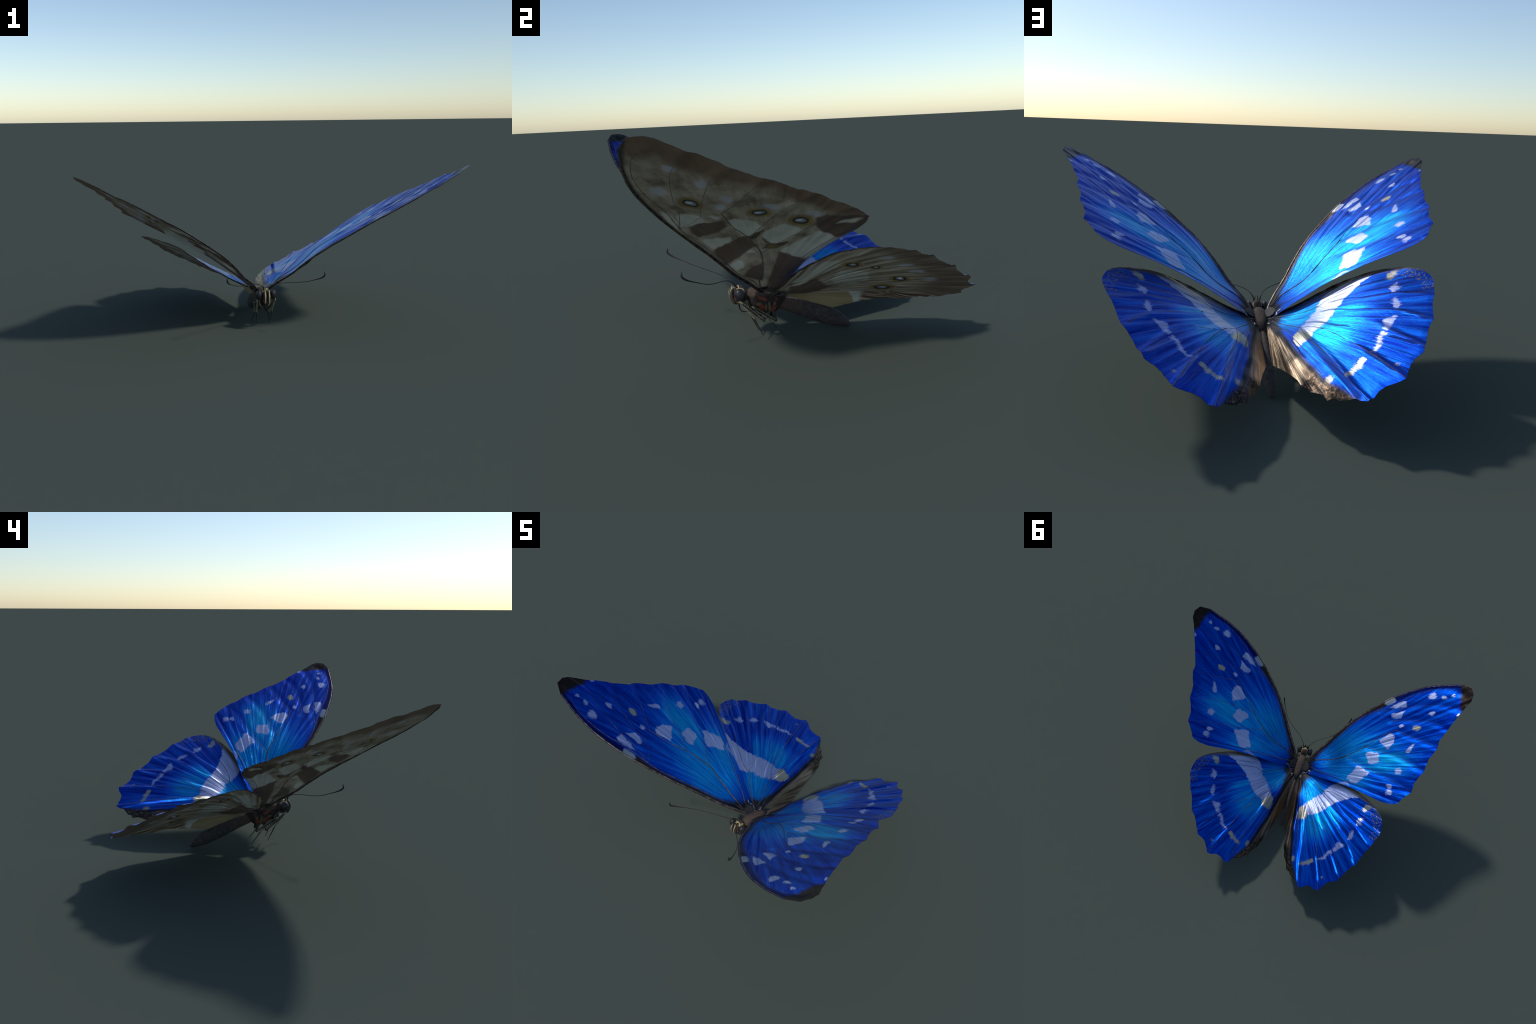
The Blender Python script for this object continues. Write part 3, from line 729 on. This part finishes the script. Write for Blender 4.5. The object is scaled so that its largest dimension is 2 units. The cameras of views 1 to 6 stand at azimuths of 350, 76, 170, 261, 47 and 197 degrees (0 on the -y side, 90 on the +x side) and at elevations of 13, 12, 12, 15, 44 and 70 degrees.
def head_material():
    m = Mat("head_fuzz")
    tc = m.node("ShaderNodeTexCoord").outputs["Object"]
    sep = m.node("ShaderNodeSeparateXYZ")
    m.put(sep.inputs[0], tc)
    ax, y, z = m.math("ABSOLUTE", sep.outputs[0]), sep.outputs[1], sep.outputs[2]
    n = m.noise(tc, 110, 3, 0.6)
    col = m.ramp(n, [(0.35, (0.030, 0.020, 0.016)), (0.65, (0.075, 0.048, 0.036))])
    rim = m.most(m.math("MULTIPLY", m.step(ax, 0.017, 0.021), m.step(z, 0.250, 0.266)), m.math("MULTIPLY", m.math("MULTIPLY", m.step(y, -0.242, -0.247), m.step(y, -0.262, -0.256)), m.step(z, 0.262, 0.272)))
    wob = m.step(m.math("ADD", rim, m.math("MULTIPLY", m.math("SUBTRACT", n, 0.5), 0.8)), 0.45, 0.65)
    col = m.mix(wob, col, (0.30, 0.25, 0.13))
    col = m.mix(m.math("MULTIPLY", m.step(z, 0.210, 0.203), m.step(ax, 0.02, 0.016)), col, (0.34, 0.29, 0.14))
    return m.finish(col, 0.7, 0.0, 0.2, bump=m.noise(tc, 300, 3, 0.7), bump_strength=0.5, bump_dist=0.0015)


def palp_material():
    m = Mat("palp_stripe")
    tc = m.node("ShaderNodeTexCoord").outputs["Object"]
    sep = m.node("ShaderNodeSeparateXYZ")
    m.put(sep.inputs[0], tc)
    ax, z = m.math("ABSOLUTE", sep.outputs[0]), sep.outputs[2]
    n = m.noise(tc, 160, 3, 0.6)
    s = m.math("ADD", ax, m.math("MULTIPLY", m.math("SUBTRACT", n, 0.5), 0.003))
    stripe = m.math("MULTIPLY", m.step(s, 0.0090, 0.0100), m.step(s, 0.0150, 0.0138))
    col = m.mix(stripe, m.ramp(n, [(0.35, (0.020, 0.015, 0.015)), (0.65, (0.07, 0.052, 0.048))]), (0.36, 0.32, 0.17))
    return m.finish(col, 0.65, 0.0, 0.25, bump=n, bump_strength=0.4, bump_dist=0.001)


def vein_material(name, brown, tint):
    m = Mat(name)
    tc = m.node("ShaderNodeTexCoord").outputs["Object"]
    n = m.noise(tc, 45, 3, 0.6)
    return m.finish(m.ramp(n, [(0.42, brown), (0.60, tint)]), 0.5, 0.25, 0.4)


MAT = {
    "fore_upper": fore_upper(), "fore_under": fore_under(), "hind_upper": hind_upper(), "hind_under": hind_under(),
    "margin": simple("wing_fringe", (0.008, 0.008, 0.010), (0.03, 0.024, 0.02), 60, 0.7),
    "vein": vein_material("vein_brown", (0.014, 0.011, 0.011), (0.07, 0.05, 0.036)),
    "vein_under": vein_material("vein_taupe", (0.10, 0.083, 0.066), (0.20, 0.175, 0.145)),
    "costa": simple("costa_brown", (0.03, 0.022, 0.020), (0.16, 0.115, 0.095), 45, 0.38, 0.7, 0.5, 0.3),
    "thorax": thorax_material(), "abdomen": abdomen_material(), "head": head_material(), "palp": palp_material(),
    "eye": simple("compound_eye", (0.012, 0.012, 0.016), (0.022, 0.021, 0.024), 200, 0.42, 0.0, 0.35, 0.05),
    "antenna": simple("antenna_black", (0.010, 0.009, 0.009), (0.030, 0.022, 0.016), 40, 0.55),
    "leg": simple("leg_olive", (0.11, 0.11, 0.075), (0.24, 0.23, 0.16), 90, 0.6),
    "leg_dark": simple("leg_black", (0.010, 0.010, 0.011), (0.028, 0.025, 0.022), 90, 0.5),
    "wing_base": simple("wing_base_scales", (0.006, 0.006, 0.008), (0.030, 0.028, 0.030), 90, 0.6, 0.2, 0.3, 0.6),
    "tegula": simple("tegula_scales", (0.012, 0.012, 0.015), (0.13, 0.125, 0.13), 70, 0.4, 0.4, 0.5, 0.5),
}

# ------------------------------------------------------------------- assembly
root = link(bpy.data.objects.new("butterfly", None))
root.empty_display_size = 0.2
root["label"] = "blue butterfly with white-spotted iridescent wings raised in a V"
root["category"] = "butterfly"
# the animal stands turned by a fraction of a degree
side = Vector((0.99997, 0.00699, 0.00396)).normalized()
fwd = (Vector((0, 1, 0)) - side * side.y).normalized()
root.matrix_world = Matrix.Translation(side * -0.0015) @ Matrix((side, fwd, side.cross(fwd))).transposed().to_4x4()


def wing_frame(origin, axes, mirror):
    r = np.array(axes)
    o = np.array(origin)
    if mirror:
        r = np.diag([-1, 1, 1]) @ r @ np.diag([-1, 1, 1])
        o = o * [-1, 1, 1]
    # re-orthonormalise
    u, _, vt = np.linalg.svd(r)
    return Matrix.Translation(Vector(o)) @ Matrix((u @ vt).tolist()).to_4x4()


def wing_shell(outline, height, step=0.0075, thick=0.0030):
    rim = resample_linear(outline, 0.006, closed=True)
    along = np.roll(rim, -1, axis=0) - np.roll(rim, 1, axis=0)
    along /= np.linalg.norm(along, axis=1)[:, None]
    rim = rim + 0.0016 * np.c_[along[:, 1], -along[:, 0]] * ((rim[:, :1] > 0.1) & (rim[:, :1] < 1.2))
    n = len(rim)
    lo, hi = rim.min(0), rim.max(0)
    pts = []
    for i, y in enumerate(np.arange(lo[1], hi[1], step * 0.866)):
        for x in np.arange(lo[0], hi[0], step) + (i % 2) * step / 2:
            pts.append((x + random.uniform(-1, 1) * 0.0008, y + random.uniform(-1, 1) * 0.0008))
    pts = np.array(pts)
    inside = np.zeros(len(pts), bool)
    for s, e in zip(rim, np.roll(rim, -1, axis=0)):
        cross = ((s[1] > pts[:, 1]) != (e[1] > pts[:, 1]))
        with np.errstate(divide="ignore", invalid="ignore"):
            xi = s[0] + (pts[:, 1] - s[1]) * (e[0] - s[0]) / (e[1] - s[1])
        inside ^= cross & (pts[:, 0] < xi)
    d = distance_to([np.vstack([rim, rim[:1]])], pts)
    pts = pts[inside & (d > 0.0042)]
    allp = np.vstack([rim, pts])
    v2, _, f2, *_ = geometry.delaunay_2d_cdt([Vector(q) for q in allp], [(i, (i + 1) % n) for i in range(n)], [], 1, 1e-7)
    ab = np.array([tuple(q) for q in v2])
    h = height(ab)
    de = distance_to([np.vstack([rim, rim[:1]])], ab)
    half = thick / 2 * (0.45 + 0.55 * np.clip(de / 0.02, 0, 1))
    k = len(ab)
    verts = [(x, y, z + t) for (x, y), z, t in zip(ab, h, half)] + [(x, y, z - t) for (x, y), z, t in zip(ab, h, half)]
    faces, mats = [], []
    edge_use = {}
    for f in f2:
        a, b, c = f
        if (ab[b][0] - ab[a][0]) * (ab[c][1] - ab[a][1]) - (ab[b][1] - ab[a][1]) * (ab[c][0] - ab[a][0]) < 0:
            b, c = c, b
        faces.append((a, b, c))
        mats.append(0)
        faces.append((a + k, c + k, b + k))
        mats.append(1)
        for e in ((a, b), (b, c), (c, a)):
            edge_use[e] = edge_use.get(e, 0) + 1
    for a, b in list(edge_use):
        if (b, a) not in edge_use:
            faces.append((b, a, a + k, b + k))
            mats.append(2)
    return verts, faces, mats, rim


def add_wing(name, outline, height, veins, origin, axes, upper, under, costa):
    verts, faces, mats, rim = wing_shell(outline, height)
    for mirror in (False, True):
        w = mesh_object(name, verts, faces, [MAT[upper], MAT[under], MAT["margin"]], root, face_mats=mats, mirror=mirror)
        me = w.data
        count = {}
        for pl in me.polygons:
            for ek in pl.edge_keys:
                count.setdefault(ek, set()).add(pl.material_index == 2)
        for e in me.edges:
            if len(count[e.key]) == 2:
                e.use_edge_sharp = True
        w.matrix_local = wing_frame(origin, axes, mirror)
        for path, r0, r1 in veins.values():
            c = catmull(path, 0.010)
            z = height(c)
            v, f = tube(np.c_[c, z], np.linspace(r0, r1, len(c)) * (0.90 if name == "forewing" else 0.78), 8)
            ring = [0 if (i % 8) >= 4 else 1 for i in range(len(f) - 2)] + [0, 0]
            mesh_object("vein", v, f, [MAT["vein"], MAT["vein_under"]], w, mirror=mirror, face_mats=ring)
        path, radii = costa
        c = catmull(path, 0.012)
        rr = np.interp(np.linspace(0, 1, len(c)), np.linspace(0, 1, len(radii)), radii)
        z = height(c)
        v, f = tube(np.c_[c, z - 0.2 * rr], rr, 10, flat=0.8)
        mesh_object("costa", v, f, [MAT["costa"]], w, mirror=mirror)


add_wing("forewing", FORE_OUTLINE, FORE_H, FORE_VEINS, FORE_ORIGIN, FORE_AXES, "fore_upper", "fore_under",
         ([(-0.02, -0.05)] + [(a, b + 0.006) for a, b in FORE_OUTLINE[2:17]], (0.009, 0.008, 0.0065, 0.0055, 0.005, 0.004, 0.0025)))
add_wing("hindwing", HIND_OUTLINE, HIND_H, HIND_VEINS, HIND_ORIGIN, HIND_AXES, "hind_upper", "hind_under",
         ([(a, b + 0.002) for a, b in HIND_OUTLINE[1:13]], (0.006, 0.005, 0.004, 0.003, 0.002)))

# body
v, f = loft([(-0.068, 0.206, 0.158, 0.008), (-0.05, 0.206, 0.146, 0.016), (0.0, 0.198, 0.124, 0.017), (0.05, 0.189, 0.100, 0.021), (0.10, 0.173, 0.075, 0.026), (0.15, 0.155, 0.050, 0.029),
             (0.20, 0.131, 0.029, 0.031), (0.24, 0.108, 0.015, 0.029), (0.28, 0.078, 0.006, 0.023), (0.305, 0.050, 0.002, 0.015), (0.322, 0.024, 0.003, 0.006), (0.327, 0.016, 0.009, 0.001)], 70, 36, 0.02, 3.0)
mesh_object("abdomen", v, f, [MAT["abdomen"]], root)
v, f = loft([(-0.212, 0.245, 0.205, 0.010), (-0.203, 0.254, 0.192, 0.021), (-0.19, 0.263, 0.178, 0.029), (-0.165, 0.268, 0.158, 0.036), (-0.13, 0.264, 0.142, 0.040), (-0.095, 0.255, 0.132, 0.038),
             (-0.065, 0.244, 0.136, 0.031), (-0.04, 0.232, 0.158, 0.022), (-0.02, 0.215, 0.185, 0.012), (-0.012, 0.207, 0.195, 0.003)], 60, 44, 0.03, 8.0, 2.6)
mesh_object("thorax", v, f, [MAT["thorax"]], root)
v, f = loft([(-0.276, 0.248, 0.215, 0.006), (-0.270, 0.266, 0.203, 0.016), (-0.258, 0.280, 0.196, 0.022), (-0.242, 0.286, 0.194, 0.026), (-0.225, 0.281, 0.197, 0.025), (-0.211, 0.264, 0.205, 0.019), (-0.200, 0.25, 0.215, 0.012)], 40, 36, 0.08, 5.0, 2.4)
mesh_object("head", v, f, [MAT["head"]], root)

LEGS = [  # trochanter root, femur base, knee, tibia end, tarsus tip, femur radius
    ((0.018, -0.185, 0.165), (0.022, -0.196, 0.160), (0.036, -0.215, 0.214), (0.026, -0.190, 0.158), (0.022, -0.172, 0.135), 0.0058),
    ((0.016, -0.125, 0.142), (0.036, -0.137, 0.104), (0.055, -0.252, 0.217), (0.048, -0.186, 0.124), (0.039, -0.146, 0.034), 0.0074),
    ((0.018, -0.085, 0.145), (0.034, -0.078, 0.098), (0.062, -0.196, 0.188), (0.045, -0.098, 0.094), (0.055, -0.043, 0.021), 0.0074),
]
for mirror in (False, True):
    s = -1 if mirror else 1
    v, f = ellipsoid((0.0415, -0.2475, 0.2465), (0.0195, 0.0255, 0.0325), (0.35, 0, 0), 32, 20)
    mesh_object("eye", v, f, [MAT["eye"]], root, mirror=mirror)
    # antenna: thin shaft, hooked club
    path = catmull([(0.014, -0.255, 0.278), (0.018, -0.264, 0.294), (0.026, -0.275, 0.307), (0.045, -0.299, 0.323), (0.071, -0.322, 0.332), (0.10, -0.343, 0.338), (0.131, -0.364, 0.343), (0.163, -0.388, 0.349),
                    (0.19, -0.411, 0.356), (0.212, -0.436, 0.365), (0.231, -0.465, 0.378), (0.25, -0.496, 0.392), (0.264, -0.524, 0.407), (0.271, -0.540, 0.424), (0.269, -0.537, 0.444)], 0.005)
    t = np.linspace(0, 1, len(path))
    rad = np.interp(t, [0, 0.05, 0.12, 0.74, 0.84, 0.92, 0.97, 1.0], [0.0042, 0.0032, 0.0020, 0.0020, 0.0030, 0.0050, 0.0042, 0.0014])
    v, f = tube(path, rad, 10)
    mesh_object("antenna", v, f, [MAT["antenna"]], root, mirror=mirror)
    # labial palp: flattened upright plate with a pointed tip
    path = catmull([(0.010, -0.258, 0.200), (0.0115, -0.270, 0.206), (0.012, -0.280, 0.224), (0.012, -0.284, 0.248), (0.0105, -0.279, 0.270), (0.008, -0.277, 0.285), (0.007, -0.278, 0.299)], 0.003)
    rad = np.interp(np.linspace(0, 1, len(path)), [0, 0.15, 0.5, 0.72, 0.85, 1], [0.006, 0.0095, 0.0098, 0.006, 0.0034, 0.0012])
    v, f = tube(path, rad, 12, up=(0, 1, 0))
    mesh_object("palp", v, f, [MAT["palp"]], root, mirror=mirror)
    # wing hinge plates
    v, f = join(ellipsoid((0.048, -0.080, 0.236), (0.026, 0.012, 0.005), (0.25, -0.55, 0.5), 20, 12, 0.35), ellipsoid((0.034, -0.050, 0.222), (0.012, 0.03, 0.007), (0.2, -0.4, -0.1), 20, 12, 0.35))
    mesh_object("tegula", v, f, [MAT["tegula"]], root, mirror=mirror)
    v, f = ellipsoid((-0.012, -0.032, 0.0), (0.038, 0.044, 0.0036), (0, 0, 0.4), 28, 14, 0.2)
    base_plate = mesh_object("wing_base", v, f, [MAT["wing_base"]], root, mirror=mirror)
    base_plate.matrix_local = wing_frame(FORE_ORIGIN, FORE_AXES, mirror)
    for hip, base, knee, ankle, tip, rf in LEGS:
        leg = mesh_object("leg", *tube([hip, tuple((np.array(hip) + base) / 2), base], [rf * 1.3, rf * 1.2, rf * 1.05], 10), [MAT["leg_dark"]], root, mirror=mirror)
        b, k, a, e = map(np.array, (base, knee, ankle, tip))
        q = np.linspace(0, 1, 9)[:, None]
        bow = np.array([0.004, 0, 0.0])
        femur = tube(b + (k - b) * q + bow * np.sin(q * PI), rf * np.interp(q[:, 0], [0, 0.2, 0.7, 1], [0.9, 1.05, 0.85, 0.65]), 10)
        mesh_object("femur", *femur, [MAT["leg"]], leg, mirror=mirror)
        off = np.array([0.0, 0.001, rf * 0.75])
        groove = tube(b + (k - b) * (0.05 + 0.85 * q) + bow * np.sin(q * PI) + [rf * 0.55, 0, -rf * 0.1], rf * 0.55, 8)
        mesh_object("femur_stripe", *groove, [MAT["leg_dark"]], leg, mirror=mirror)
        tibia = tube(k + (a - k) * q - bow * 0.5 * np.sin(q * PI), rf * np.interp(q[:, 0], [0, 0.5, 1], [0.62, 0.6, 0.5]), 8)
        mesh_object("tibia", *tibia, [MAT["leg"]], leg, mirror=mirror)
        tarsus = tube(a + (e - a) * q, rf * np.interp(q[:, 0], [0, 0.6, 1], [0.5, 0.36, 0.22]), 8)
        mesh_object("tarsus", *tarsus, [MAT["leg_dark"]], leg, mirror=mirror)

# coiled proboscis under the head
path = catmull([(0, -0.250, 0.200), (0, -0.246, 0.183), (0, -0.243, 0.166), (0, -0.233, 0.154), (0, -0.216, 0.150), (0, -0.203, 0.157), (0, -0.200, 0.171), (0, -0.208, 0.181), (0, -0.219, 0.180), (0, -0.223, 0.171)], 0.003)
v, f = tube(path, np.linspace(0.0036, 0.002, len(path)), 10, up=(1, 0, 0))
mesh_object("proboscis", v, f, [MAT["leg_dark"]], root)
